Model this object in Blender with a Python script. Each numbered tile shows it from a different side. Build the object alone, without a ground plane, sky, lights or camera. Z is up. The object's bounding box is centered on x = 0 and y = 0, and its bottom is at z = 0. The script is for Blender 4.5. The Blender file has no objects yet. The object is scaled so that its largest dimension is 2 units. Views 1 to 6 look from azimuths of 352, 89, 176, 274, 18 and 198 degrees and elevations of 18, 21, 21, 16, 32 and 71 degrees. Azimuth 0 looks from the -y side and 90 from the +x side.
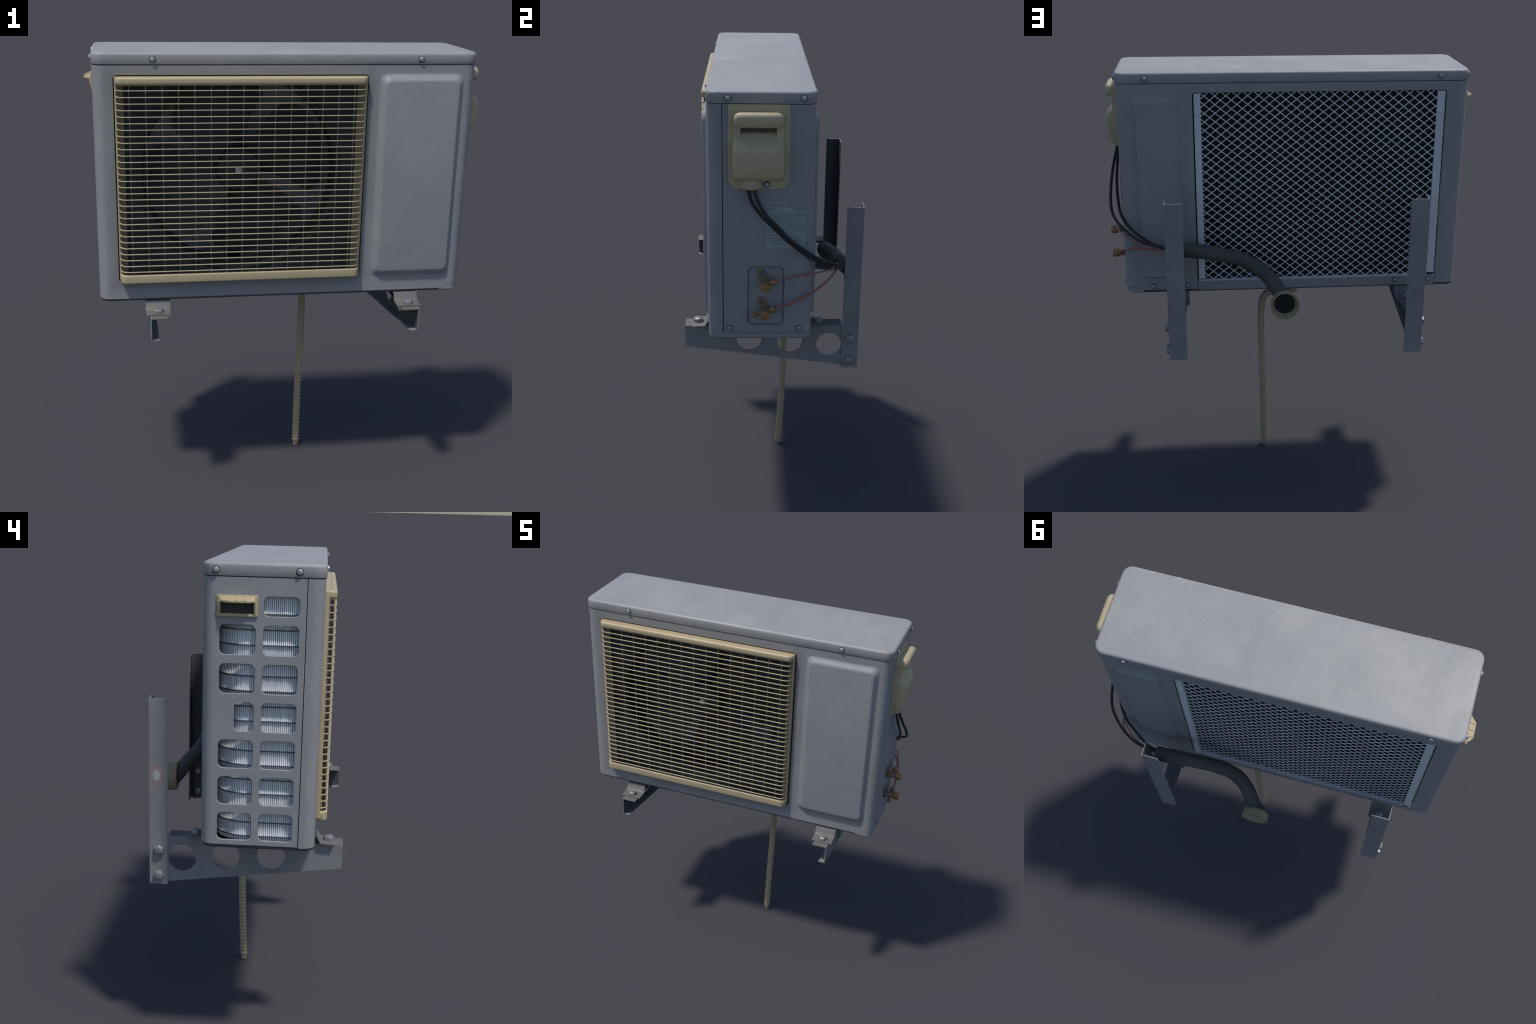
# Outdoor unit of a split air conditioner on two wall brackets, built part by part.
import bpy, bmesh, math, random
from mathutils import Vector, Matrix

random.seed(7)
rnd = random.Random(11)

# ------------------------------------------------------------------ materials
def new_mat(name):
    m = bpy.data.materials.new(name)
    m.use_nodes = True
    nt = m.node_tree
    return m, nt, nt.nodes["Principled BSDF"]

def N(nt, kind, **kw):
    n = nt.nodes.new(kind)
    for k, v in kw.items():
        setattr(n, k, v)
    return n

def noise(nt, scale, detail=4.0, rough=0.55, stretch=(1, 1, 1)):
    tc = N(nt, "ShaderNodeTexCoord")
    mp = N(nt, "ShaderNodeMapping")
    mp.inputs["Scale"].default_value = stretch
    tx = N(nt, "ShaderNodeTexNoise")
    tx.inputs["Scale"].default_value = scale
    tx.inputs["Detail"].default_value = detail
    tx.inputs["Roughness"].default_value = rough
    nt.links.new(tc.outputs["Object"], mp.inputs["Vector"])
    nt.links.new(mp.outputs[0], tx.inputs["Vector"])
    return tx.outputs["Fac"]

def ramp(nt, fac, stops):
    r = N(nt, "ShaderNodeValToRGB")
    els = r.color_ramp.elements
    while len(els) < len(stops):
        els.new(0.5)
    for e, (p, c) in zip(els, stops):
        e.position = p
        e.color = (*c, 1) if len(c) == 3 else c
    nt.links.new(fac, r.inputs["Fac"])
    return r.outputs["Color"]

def mixcol(nt, fac, a, b, blend="MIX"):
    m = N(nt, "ShaderNodeMix", data_type="RGBA", blend_type=blend)
    for sock, v in ((m.inputs[0], fac), (m.inputs[6], a), (m.inputs[7], b)):
        if isinstance(v, (int, float)):
            sock.default_value = v
        elif isinstance(v, tuple):
            sock.default_value = (*v, 1)
        else:
            nt.links.new(v, sock)
    return m.outputs[2]

def math_node(nt, op, a, b=None, c=None, clamp=False):
    m = N(nt, "ShaderNodeMath", operation=op, use_clamp=clamp)
    for i, v in enumerate((a, b, c)):
        if v is None:
            continue
        if isinstance(v, (int, float)):
            m.inputs[i].default_value = v
        else:
            nt.links.new(v, m.inputs[i])
    return m.outputs[0]

def k(c, f):
    return tuple(min(1.0, x * f) for x in c)

def weathered(name, base, rough=0.5, metal=0.0, blotch=0.10, grain=0.05, bump=0.02, stretch=(1, 1, 1), spec=0.5, extra=None):
    """Base colour broken by large soft blotches, small specks and a faint grain bump."""
    m, nt, b = new_mat(name)
    big = noise(nt, 5.0, 6, 0.6, stretch)
    col = ramp(nt, big, [(0.3, k(base, 1 - blotch)), (0.5, base), (0.72, k(base, 1 + blotch))])
    fine = noise(nt, 60.0, 5, 0.65, stretch)
    shade = ramp(nt, fine, [(0.34, (1 - 3 * grain,) * 3), (0.42, (1 - grain,) * 3), (0.6, (1, 1, 1))])
    col = mixcol(nt, 1.0, col, shade, "MULTIPLY")
    if extra:
        col = extra(nt, col)
    nt.links.new(col, b.inputs["Base Color"])
    rr = ramp(nt, big, [(0.3, (rough + 0.08,) * 3), (0.7, (rough - 0.06,) * 3)])
    nt.links.new(rr, b.inputs["Roughness"])
    b.inputs["Metallic"].default_value = metal
    b.inputs["Specular IOR Level"].default_value = spec
    if bump:
        bm = N(nt, "ShaderNodeBump")
        bm.inputs["Strength"].default_value = bump
        bm.inputs["Distance"].default_value = 0.01
        nt.links.new(noise(nt, 25.0, 6, 0.6, stretch), bm.inputs["Height"])
        nt.links.new(bm.outputs[0], b.inputs["Normal"])
    return m

PAINT = (0.300, 0.304, 0.315)

def lid_stains(nt, col):
    """Pale, cloudy weather stains with a few dark scuffs on the upward face."""
    s = noise(nt, 3.2, 9, 0.68)
    pale = ramp(nt, s, [(0.46, (0, 0, 0)), (0.64, (1, 1, 1))])
    col = mixcol(nt, math_node(nt, "MULTIPLY", pale, 0.30), col, (0.49, 0.475, 0.45))
    d = noise(nt, 22.0, 8, 0.7)
    dark = ramp(nt, d, [(0.62, (0, 0, 0)), (0.72, (1, 1, 1))])
    return mixcol(nt, math_node(nt, "MULTIPLY", dark, 0.22), col, (0.20, 0.20, 0.20))

def painted_grille_shade(nt, col):
    """Soft contact shading painted into the sheet colour close around the fan grille."""
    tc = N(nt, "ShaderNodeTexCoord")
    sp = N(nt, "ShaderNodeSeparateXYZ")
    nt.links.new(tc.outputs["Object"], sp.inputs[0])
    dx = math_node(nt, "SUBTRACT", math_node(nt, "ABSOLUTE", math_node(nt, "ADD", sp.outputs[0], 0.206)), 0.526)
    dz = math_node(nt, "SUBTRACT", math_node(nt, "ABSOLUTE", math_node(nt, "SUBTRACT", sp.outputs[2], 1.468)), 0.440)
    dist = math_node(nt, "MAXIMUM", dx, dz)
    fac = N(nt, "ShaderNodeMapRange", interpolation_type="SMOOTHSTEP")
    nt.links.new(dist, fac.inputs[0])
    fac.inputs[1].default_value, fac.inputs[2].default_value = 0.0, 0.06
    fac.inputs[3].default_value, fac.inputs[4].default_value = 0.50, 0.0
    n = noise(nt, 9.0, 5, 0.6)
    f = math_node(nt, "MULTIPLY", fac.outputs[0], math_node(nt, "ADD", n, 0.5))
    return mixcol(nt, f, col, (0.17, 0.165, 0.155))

def rust_patch(nt, col):
    """One bare weld patch ringed with rust, on the outer face of one post."""
    tc = N(nt, "ShaderNodeTexCoord")
    sub = N(nt, "ShaderNodeVectorMath", operation="SUBTRACT")
    sub.inputs[1].default_value = (-0.617, 0.346, 1.153)
    nt.links.new(tc.outputs["Object"], sub.inputs[0])
    mul = N(nt, "ShaderNodeVectorMath", operation="MULTIPLY")
    mul.inputs[1].default_value = (1, 1.25, 0.85)
    nt.links.new(sub.outputs[0], mul.inputs[0])
    ln = N(nt, "ShaderNodeVectorMath", operation="LENGTH")
    nt.links.new(mul.outputs[0], ln.inputs[0])
    d = math_node(nt, "ADD", ln.outputs["Value"], math_node(nt, "MULTIPLY", math_node(nt, "SUBTRACT", noise(nt, 70, 3), 0.5), 0.018))
    ring = ramp(nt, math_node(nt, "MULTIPLY", d, 20.0), [(0.0, (0, 0, 0)), (0.40, (1, 1, 1)), (1.0, (0, 0, 0))])
    col = mixcol(nt, math_node(nt, "MULTIPLY", ring, 0.52), col, (0.34, 0.20, 0.17))
    core = ramp(nt, math_node(nt, "MULTIPLY", d, 20.0), [(0.28, (1, 1, 1)), (0.48, (0, 0, 0))])
    return mixcol(nt, core, col, (0.43, 0.43, 0.44))

M = {}
M["paint"] = weathered("grey_paint", PAINT, 0.48, 0, 0.07, 0.03)
M["front"] = weathered("grey_paint_front", PAINT, 0.48, 0, 0.07, 0.03, extra=painted_grille_shade)
M["lid"] = weathered("grey_paint_lid", (0.337, 0.336, 0.341), 0.48, 0, 0.06, 0.03, extra=lid_stains)
M["tray"] = weathered("tray_paint_shade_darkened", k(PAINT, 0.30), 0.55, 0, 0.10, 0.05)  # body paint cut to 30% for the shade under the cabinet
M["steel"] = weathered("galvanised_steel", (0.250, 0.258, 0.268), 0.52, 0.0, 0.12, 0.04)
M["steel_spot"] = weathered("galvanised_steel_with_weld", (0.250, 0.258, 0.268), 0.52, 0.0, 0.12, 0.04, extra=rust_patch)
M["steel_inner"] = weathered("dark_steel_inside", (0.075, 0.08, 0.09), 0.7, 0.0, 0.15, 0.05)
M["strap"] = weathered("dull_strap_steel", (0.160, 0.157, 0.152), 0.55, 0.0, 0.12, 0.05)
M["bolt"] = weathered("zinc_bolt", (0.31, 0.315, 0.325), 0.36, 0.40, 0.15, 0.08)
M["screw"] = weathered("screw_zinc", (0.36, 0.38, 0.41), 0.34, 0.30, 0.1, 0.05)
M["gap"] = weathered("dark_gap", (0.012, 0.014, 0.018), 0.8, 0, 0.2, 0.05, 0)
M["plastic"] = weathered("cream_plastic", (0.50, 0.405, 0.25), 0.42, 0, 0.05, 0.02)
M["cover"] = weathered("cream_plastic_cover", (0.52, 0.435, 0.275), 0.45, 0, 0.05, 0.02)
M["bar"] = weathered("cream_plastic_bars", (0.455, 0.38, 0.245), 0.45, 0, 0.05, 0.02)
M["cheek"] = weathered("cream_plastic_shade_tinted", (0.215, 0.185, 0.125), 0.55, 0, 0.08, 0.03)  # cream darkened to carry the shade behind the bars
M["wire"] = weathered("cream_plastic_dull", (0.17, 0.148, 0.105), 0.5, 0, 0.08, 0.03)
M["shroud"] = weathered("shroud_black", (0.015, 0.0165, 0.020), 0.6, 0, 0.25, 0.05)
M["fan"] = weathered("fan_black", (0.017, 0.018, 0.020), 0.55, 0, 0.2, 0.05)
M["shaft"] = weathered("shaft_cap", (0.42, 0.42, 0.43), 0.5, 0, 0.05, 0.02)
M["fin"] = weathered("aluminium_fin", (0.83, 0.86, 0.895), 0.36, 0.15, 0.08, 0.03, 0.05)
M["tube"] = weathered("coil_tube_dark", (0.11, 0.11, 0.125), 0.6, 0.0, 0.15, 0.05)
M["recess"] = weathered("recess_edge_dark", (0.10, 0.11, 0.125), 0.7, 0, 0.1, 0.03, 0)
M["screw_shade"] = weathered("screw_halo_painted_dark", (0.055, 0.06, 0.07), 0.7, 0, 0.1, 0.03, 0)
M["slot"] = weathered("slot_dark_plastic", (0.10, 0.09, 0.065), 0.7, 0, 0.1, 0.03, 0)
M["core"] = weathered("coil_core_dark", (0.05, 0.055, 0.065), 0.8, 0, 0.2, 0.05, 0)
M["mesh"] = weathered("mesh_wire", (0.72, 0.735, 0.76), 0.5, 0.0, 0.06, 0.02, 0)
M["rail"] = weathered("rail_metal", (0.66, 0.68, 0.71), 0.5, 0.0, 0.05, 0.02)
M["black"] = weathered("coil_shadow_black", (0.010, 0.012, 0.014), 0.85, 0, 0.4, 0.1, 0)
M["rubber"] = weathered("black_cable", (0.018, 0.020, 0.024), 0.45, 0, 0.2, 0.05)
M["foam"] = weathered("foam_sleeve", (0.074, 0.074, 0.070), 0.75, 0, 0.2, 0.06, 0.08)
M["brass"] = weathered("old_brass", (0.34, 0.19, 0.085), 0.45, 0.35, 0.25, 0.08)
M["brass_dark"] = weathered("tarnished_brass", (0.26, 0.19, 0.115), 0.55, 0.2, 0.25, 0.08)
M["copper"] = weathered("copper_tube", (0.36, 0.135, 0.115), 0.42, 0.25, 0.2, 0.05)
M["hose"] = weathered("drain_hose_plastic", (0.40, 0.335, 0.215), 0.6, 0, 0.12, 0.04)
M["sleeve"] = weathered("wall_sleeve_plastic", (0.36, 0.31, 0.195), 0.6, 0, 0.12, 0.04)
M["label"] = weathered("worn_label", (0.36, 0.40, 0.42), 0.5, 0, 0.06, 0.02, 0)
M["ink"] = weathered("faded_ink", (0.225, 0.235, 0.25), 0.6, 0, 0.1, 0.03, 0)

# ------------------------------------------------------------------ helpers
def finish(me, angle=35):
    for p in me.polygons:
        p.use_smooth = True
    me.set_sharp_from_angle(angle=math.radians(angle))

def obj(name, me, parent, mat=None, angle=35, stuff=False):
    if mat is not None:
        me.materials.clear()
        for mm in (mat if isinstance(mat, (list, tuple)) else [mat]):
            me.materials.append(M[mm])
    finish(me, angle)
    o = bpy.data.objects.new(name, me)
    bpy.context.scene.collection.objects.link(o)
    o.parent = parent
    if stuff:
        o["kind"] = "stuff"
    return o

def copy_of(o, parent, matrix):
    c = o.copy()
    bpy.context.scene.collection.objects.link(c)
    c.parent = parent
    c.matrix_world = matrix
    return c

def to_mesh(bm, name):
    bmesh.ops.recalc_face_normals(bm, faces=bm.faces)
    me = bpy.data.meshes.new(name)
    bm.to_mesh(me)
    bm.free()
    return me

def add_box(bm, lo, hi):
    vs = [bm.verts.new((x, y, z)) for x in (lo[0], hi[0]) for y in (lo[1], hi[1]) for z in (lo[2], hi[2])]
    for f in ((0, 1, 3, 2), (4, 6, 7, 5), (0, 4, 5, 1), (2, 3, 7, 6), (0, 2, 6, 4), (1, 5, 7, 3)):
        bm.faces.new([vs[i] for i in f])
    return vs

def bevel(o, width, seg=2, angle=40):
    md = o.modifiers.new("round", "BEVEL")
    md.width, md.segments, md.limit_method, md.angle_limit = width, seg, "ANGLE", math.radians(angle)
    md.harden_normals = False
    return o

def box(name, lo, hi, parent, mat, bev=0.0, seg=2):
    bm = bmesh.new()
    add_box(bm, lo, hi)
    o = obj(name, to_mesh(bm, name), parent, mat)
    if bev:
        bevel(o, bev, seg)
    return o

def rounded_rect(a0, a1, b0, b1, r, n=7):
    """Counter-clockwise outline; r is one radius or one per corner."""
    rs = r if isinstance(r, (list, tuple)) else [r] * 4
    pts = []
    for (cx, cy, q), rr in zip(((a1, b0, -90), (a1, b1, 0), (a0, b1, 90), (a0, b0, 180)), rs):
        sx = -1 if cx == a1 else 1
        sy = -1 if cy == b1 else 1
        if rr <= 0:
            pts.append((cx, cy)); continue
        for i in range(n + 1):
            t = math.radians(q + 90 * i / n)
            pts.append((cx + sx * rr + rr * math.cos(t), cy + sy * rr + rr * math.sin(t)))
    return pts

def loft(bm, rings, closed=True, caps=True):
    """Rings of equal length 3D points, joined in order."""
    vr = [[bm.verts.new(p) for p in ring] for ring in rings]
    n = len(vr[0])
    for a, b in zip(vr[:-1], vr[1:]):
        for i in range(n if closed else n - 1):
            j = (i + 1) % n
            bm.faces.new((a[i], a[j], b[j], b[i]))
    if caps:
        bm.faces.new(vr[0][::-1])
        bm.faces.new(vr[-1])
    return vr

def axis_point(axis, a, b, c):
    """(a, b) in the plane across the axis, c along it. x:(y,z)  y:(x,z)  z:(x,y)"""
    return (c, a, b) if axis == "x" else (a, c, b) if axis == "y" else (a, b, c)

def prism(bm, outline, axis, c0, c1):
    loft(bm, [[axis_point(axis, a, b, c) for a, b in outline] for c in (c0, c1)])

def boolean(o, cutters, op="DIFFERENCE"):
    """Apply cutters (bmesh list) to object o and bake the result into its mesh."""
    tmp = []
    for bm in cutters:
        me = to_mesh(bm, "cutter")
        c = bpy.data.objects.new("cutter", me)
        bpy.context.scene.collection.objects.link(c)
        md = o.modifiers.new("cut", "BOOLEAN")
        md.operation, md.solver, md.object = op, "EXACT", c
        md.use_self = op == "INTERSECT"
        tmp.append(c)
    dg = bpy.context.evaluated_depsgraph_get()
    dg.update()
    me = bpy.data.meshes.new_from_object(o.evaluated_get(dg))
    o.modifiers.clear()
    old = o.data
    o.data = me
    me.name = old.name
    for c in tmp:
        bpy.data.objects.remove(c, do_unlink=True)
    finish(me)
    return o

def catmull(pts, sub):
    P = [Vector(p) for p in pts]
    P = [2 * P[0] - P[1]] + P + [2 * P[-1] - P[-2]]
    out = []
    for i in range(1, len(P) - 2):
        p0, p1, p2, p3 = P[i - 1:i + 3]
        for s in range(sub):
            t = s / sub
            out.append(0.5 * ((2 * p1) + (p2 - p0) * t + (2 * p0 - 5 * p1 + 4 * p2 - p3) * t * t + (3 * p1 - p0 - 3 * p2 + p3) * t ** 3))
    out.append(P[-2])
    return out

def tube(bm, pts, radius, sides=12, caps=True):
    """Sweep a circle along points with a rotation-minimising frame. radius: number or f(i, length)."""
    pts = [Vector(p) for p in pts]
    d = (pts[1] - pts[0]).normalized()
    u = d.orthogonal().normalized()
    rings, run = [], 0.0
    for i, p in enumerate(pts):
        t = (pts[min(i + 1, len(pts) - 1)] - pts[max(i - 1, 0)]).normalized()
        u = (u - t * u.dot(t)).normalized()
        v = t.cross(u)
        if i:
            run += (p - pts[i - 1]).length
        r = radius(i, run) if callable(radius) else radius
        rings.append([p + (u * math.cos(a) + v * math.sin(a)) * r for a in (2 * math.pi * s / sides for s in range(sides))])
    loft(bm, rings, True, caps)

def lathe(bm, profile, centre, axis, sides=20, phase=0.0):
    """profile: (radius, offset along axis). Closed at both ends by caps."""
    ax = Vector(axis).normalized()
    u = ax.orthogonal().normalized()
    if abs(ax.z) < 0.9:
        u = (Vector((0, 0, 1)) - ax * ax.z).normalized()
    v = ax.cross(u)
    c = Vector(centre)
    rings = [[c + ax * h + (u * math.cos(a) + v * math.sin(a)) * r for a in (phase + 2 * math.pi * s / sides for s in range(sides))] for r, h in profile]
    loft(bm, rings)

def rot_to(axis):
    """Matrix turning +Z onto axis."""
    return Vector(axis).to_track_quat("Z", "Y").to_matrix().to_4x4()

# ------------------------------------------------------------------ the thing
unit = bpy.data.objects.new("outdoor_air_conditioner", None)
bpy.context.scene.collection.objects.link(unit)
unit["label"] = "grey outdoor air conditioner unit on two wall brackets with cream grille"
unit["category"] = "air conditioner"

X0, X1, Y0, Y1 = -0.8195, 0.7890, -0.2895, 0.1455   # sheet metal outline in plan
LX0, LX1, LY0, LY1 = -0.8215, 0.7912, -0.2925, 0.1478
RC = 0.045
SEAM_Y = -0.226
Z_TOP = 1.9495

# screw with a small cross recess, shared by all places
def screw_mesh():
    bm = bmesh.new()
    lathe(bm, [(0.0125, -0.001), (0.0125, 0.0045), (0.0112, 0.0068), (0.008, 0.0086), (0.004, 0.0095)], (0, 0, 0), (0, 0, 1), 6)
    return to_mesh(bm, "screw")
SCREW = obj("screw", screw_mesh(), unit, "screw", 50)
bevel(SCREW, 0.0012, 2, 25)
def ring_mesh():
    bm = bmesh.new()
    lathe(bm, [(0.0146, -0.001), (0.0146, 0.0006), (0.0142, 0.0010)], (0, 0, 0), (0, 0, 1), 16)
    return to_mesh(bm, "screw_shade_disc")
SHADE_DISC = obj("screw_shade_disc", ring_mesh(), unit, "screw_shade")  # dark disc modelled for the occlusion ring around each screw head
used = []
def screw(parent, p, axis, twist=0.0):
    m = Matrix.Translation(p) @ rot_to(axis) @ Matrix.Rotation(twist, 4, "Z")
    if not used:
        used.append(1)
        for o in (SCREW, SHADE_DISC):
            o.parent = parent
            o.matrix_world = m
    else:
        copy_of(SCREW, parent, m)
        copy_of(SHADE_DISC, parent, m)

# ---- lid: one pressed cap with rounded top edge
bm = bmesh.new()
rings = []
for inset, z in [(0.004, 1.9520), (0.0012, 1.9525), (0.0, 1.9545)] + \
        [(0.013 * (1 - math.cos(math.radians(a))), 1.987 + 0.013 * math.sin(math.radians(a))) for a in (0, 15, 30, 45, 60, 75, 90)]:
    rings.append([(x, y, z) for x, y in rounded_rect(LX0 + inset, LX1 - inset, LY0 + inset, LY1 - inset, RC - inset, 10)])
loft(bm, rings)
lid = obj("lid", to_mesh(bm, "lid"), unit, "lid", 45)
for x, tw in ((-0.5745, 0.2), (0.5421, 0.6)):
    screw(lid, (x, LY0, 1.9725), (0, -1, 0), tw)
for x, tw in ((0.6546, 0.1), (-0.6834, 0.8)):
    screw(lid, (x, LY1, 1.9725), (0, 1, 0), tw)
for y, tw in ((-0.203, 0.3), (0.094, 0.0)):
    screw(lid, (LX1, y, 1.9722), (1, 0, 0), tw)
for y, tw in ((0.097, 0.4), (-0.197, 0.15)):
    screw(lid, (LX0, y, 1.9722), (-1, 0, 0), tw)

# ---- sheet metal walls, swept along the plan outline
def offset_path(path, d):
    out = []
    for i, p in enumerate(path):
        a = Vector(path[max(i - 1, 0)]); b = Vector(path[min(i + 1, len(path) - 1)])
        t = (b - a).normalized()
        out.append((p[0] - t.y * d, p[1] + t.x * d))
    return out

def sheet(bm, path, z0, z1, th):
    """Wall of thickness th to the left of the walking direction, with softened bottom and top rims."""
    r = 0.0015
    def at(d, z):
        return [(x, y, z) for x, y in offset_path(path, d)]
    loft(bm, [at(r, z0), at(0, z0 + r), at(0, z1 - r), at(r, z1), at(th, z1), at(th, z0), at(r, z0)][:-1] + [], closed=False, caps=False)
    # close the profile and the ends
    bm.verts.ensure_lookup_table()
    n = len(path)
    base = len(bm.verts) - 6 * n
    V = [[bm.verts[base + kx * n + i] for i in range(n)] for kx in range(6)]
    for i in range(n - 1):
        bm.faces.new((V[5][i], V[5][i + 1], V[0][i + 1], V[0][i]))
    bm.faces.new([V[kx][0] for kx in range(6)])
    bm.faces.new([V[kx][n - 1] for kx in range(5, -1, -1)])

def arc(cx, cy, a0, a1, r=RC, n=10):
    return [(cx + r * math.cos(math.radians(a0 + (a1 - a0) * i / n)), cy + r * math.sin(math.radians(a0 + (a1 - a0) * i / n))) for i in range(n + 1)]

TH = 0.011
# front: from one side seam round the front to the other (walking so that inside is on the left)
front_path = [(X0, SEAM_Y - 0.0016)] + arc(X0 + RC, Y0 + RC, 180, 270) + arc(X1 - RC, Y0 + RC, 270, 360) + [(X1, SEAM_Y - 0.0016)]
bm = bmesh.new()
sheet(bm, front_path, 0.9495, Z_TOP, TH)
front = obj("front_panel", to_mesh(bm, "front_panel"), unit, "front")
cut = bmesh.new(); prism(cut, rounded_rect(-0.7355, 0.3225, 1.0265, 1.9095, 0.018), "y", -0.35, -0.20)
notch = bmesh.new(); prism(notch, [(0.703, 0.90), (0.90, 0.90), (0.90, 0.9675), (0.724, 0.9675), (0.703, 0.949)], "y", -0.40, -0.10)
boolean(front, [cut, notch])

def emboss(bm, out, inn, r_out, r_in, base, height, sign, steps=9, steep=False):
    """Raised field with an S-shaped flank; sign is the outward y direction."""
    rings = []
    for i in range(steps + 1):
        t = i / steps
        s = t * t * (3 - 2 * t)
        if steep:
            s = s * s * (3 - 2 * s)
        ring = rounded_rect(*[o + (n_ - o) * t for o, n_ in zip(out, inn)], r_out + (r_in - r_out) * t, 8)
        y = base + sign * (height * s - (0.0006 if i == 0 else 0) + (0.0002 if i == 1 else 0))
        rings.append([(x, y, z) for x, z in ring])
    loft(bm, rings, True, False)
    bm.faces.new([bm.verts.new(p) for p in rings[-1]])
bm = bmesh.new()
emboss(bm, (0.370, 0.736, 1.014, 1.914), (0.402, 0.708, 1.052, 1.880), 0.034, 0.022, Y0, 0.0205, -1)
bmesh.ops.remove_doubles(bm, verts=bm.verts, dist=1e-6)
obj("embossed_field", to_mesh(bm, "embossed_field"), front, "front", 60)

# side and rear shell in one bent sheet, with the window grid on one side and the coil opening behind
shell_path = [(X1, SEAM_Y + 0.0016)] + arc(X1 - RC, Y1 - RC, 0, 90) + arc(X0 + RC, Y1 - RC, 90, 180) + [(X0, SEAM_Y + 0.0016)]
bm = bmesh.new()
sheet(bm, shell_path, 0.9530, Z_TOP, TH)
shell = obj("cabinet_shell", to_mesh(bm, "cabinet_shell"), unit, "paint")
cuts = []
c = bmesh.new(); prism(c, [(-0.718, 0.90), (0.444, 0.90), (0.444, 1.901), (0.437, 1.908), (-0.711, 1.908), (-0.718, 1.901)], "y", 0.10, 0.20); cuts.append(c)
c = bmesh.new(); prism(c, [(0.735, 0.90), (0.90, 0.90), (0.90, 0.9685), (0.735, 0.9685), (0.712, 0.950)], "y", 0.05, 0.20); cuts.append(c)
c = bmesh.new(); prism(c, [(-0.30, 0.90), (0.101, 0.90), (0.101, 0.9685), (-0.30, 0.9685)], "x", 0.75, 0.85); cuts.append(c)
windows = []
for row in range(7):
    zc = 1.7295 - 0.1405 * (row - 1)
    z0, z1 = (zc - 0.0540, zc + 0.0540) if row else (1.8145, 1.8840)
    windows.append((-0.2020, -0.0735, z0, z1))
    if row:
        windows.append((-0.0465, 0.0265 if row == 3 else 0.0825, z0, z1))
for w in windows:
    c = bmesh.new(); prism(c, rounded_rect(*w, 0.021, 6), "x", -0.90, -0.78); cuts.append(c)
c = bmesh.new(); prism(c, rounded_rect(-0.040, 0.080, 1.822, 1.874, 0.004, 3), "x", -0.90, -0.78); cuts.append(c)
c = bmesh.new()   # shallow valve recess with sloping flanks
rec = (-0.125, 0.030, 1.002, 1.272)
loft(c, [[(0.7985, a, b) for a, b in rounded_rect(rec[0] - 0.002, rec[1] + 0.002, rec[2] - 0.002, rec[3] + 0.002, 0.026, 8)],
         [(0.7812, a, b) for a, b in rounded_rect(rec[0] + 0.003, rec[1] - 0.003, rec[2] + 0.003, rec[3] - 0.003, 0.021, 8)]])
cuts.append(c)
boolean(shell, cuts)
bevel(shell, 0.0016, 2, 50)
bm = bmesh.new()
emboss(bm, (0.506, 0.714, 1.010, 1.892), (0.521, 0.694, 1.030, 1.870), 0.030, 0.016, Y1, 0.0175, 1, 14, True)
bmesh.ops.remove_doubles(bm, verts=bm.verts, dist=1e-6)
obj("embossed_field", to_mesh(bm, "embossed_field"), shell, "paint", 60)
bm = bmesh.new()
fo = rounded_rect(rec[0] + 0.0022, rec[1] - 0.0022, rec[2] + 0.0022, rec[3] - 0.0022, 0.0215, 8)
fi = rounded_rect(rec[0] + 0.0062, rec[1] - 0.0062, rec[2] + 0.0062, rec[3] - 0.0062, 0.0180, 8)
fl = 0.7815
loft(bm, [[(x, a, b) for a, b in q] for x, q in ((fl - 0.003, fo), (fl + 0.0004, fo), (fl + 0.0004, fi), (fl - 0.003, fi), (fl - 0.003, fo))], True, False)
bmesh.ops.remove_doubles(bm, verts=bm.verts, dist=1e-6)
obj("recess_dark_line", to_mesh(bm, "recess_dark_line"), shell, "recess")  # thin dark ring along the foot of the recess
for y in (-0.198, 0.094):
    screw(shell, (X1, y, 0.991), (1, 0, 0), y * 7)
for x in (0.654, 0.492):
    screw(shell, (x, Y1, 0.973), (0, 1, 0), x * 9)

# dark returns behind the seams
bm = bmesh.new()
for x0, x1 in ((X0 + 0.004, X0 + 0.012), (X1 - 0.012, X1 - 0.004)):
    add_box(bm, (x0, SEAM_Y - 0.012, 0.955), (x1, SEAM_Y + 0.012, 1.951))
for inset in (0.0045,):
    ring = rounded_rect(X0 + inset, X1 - inset, Y0 + inset, Y1 - inset, RC - inset, 8)
    inner = rounded_rect(X0 + inset + 0.006, X1 - inset - 0.006, Y0 + inset + 0.006, Y1 - inset - 0.006, RC - inset - 0.006, 8)
    for z0, z1 in ((1.938, 1.956),):
        loft(bm, [[(x, y, z0) for x, y in ring], [(x, y, z1) for x, y in ring], [(x, y, z1) for x, y in inner], [(x, y, z0) for x, y in inner], [(x, y, z0) for x, y in ring]], True, False)
bmesh.ops.remove_doubles(bm, verts=bm.verts, dist=1e-6)
obj("seam_liner", to_mesh(bm, "seam_liner"), unit, "gap")

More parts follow.
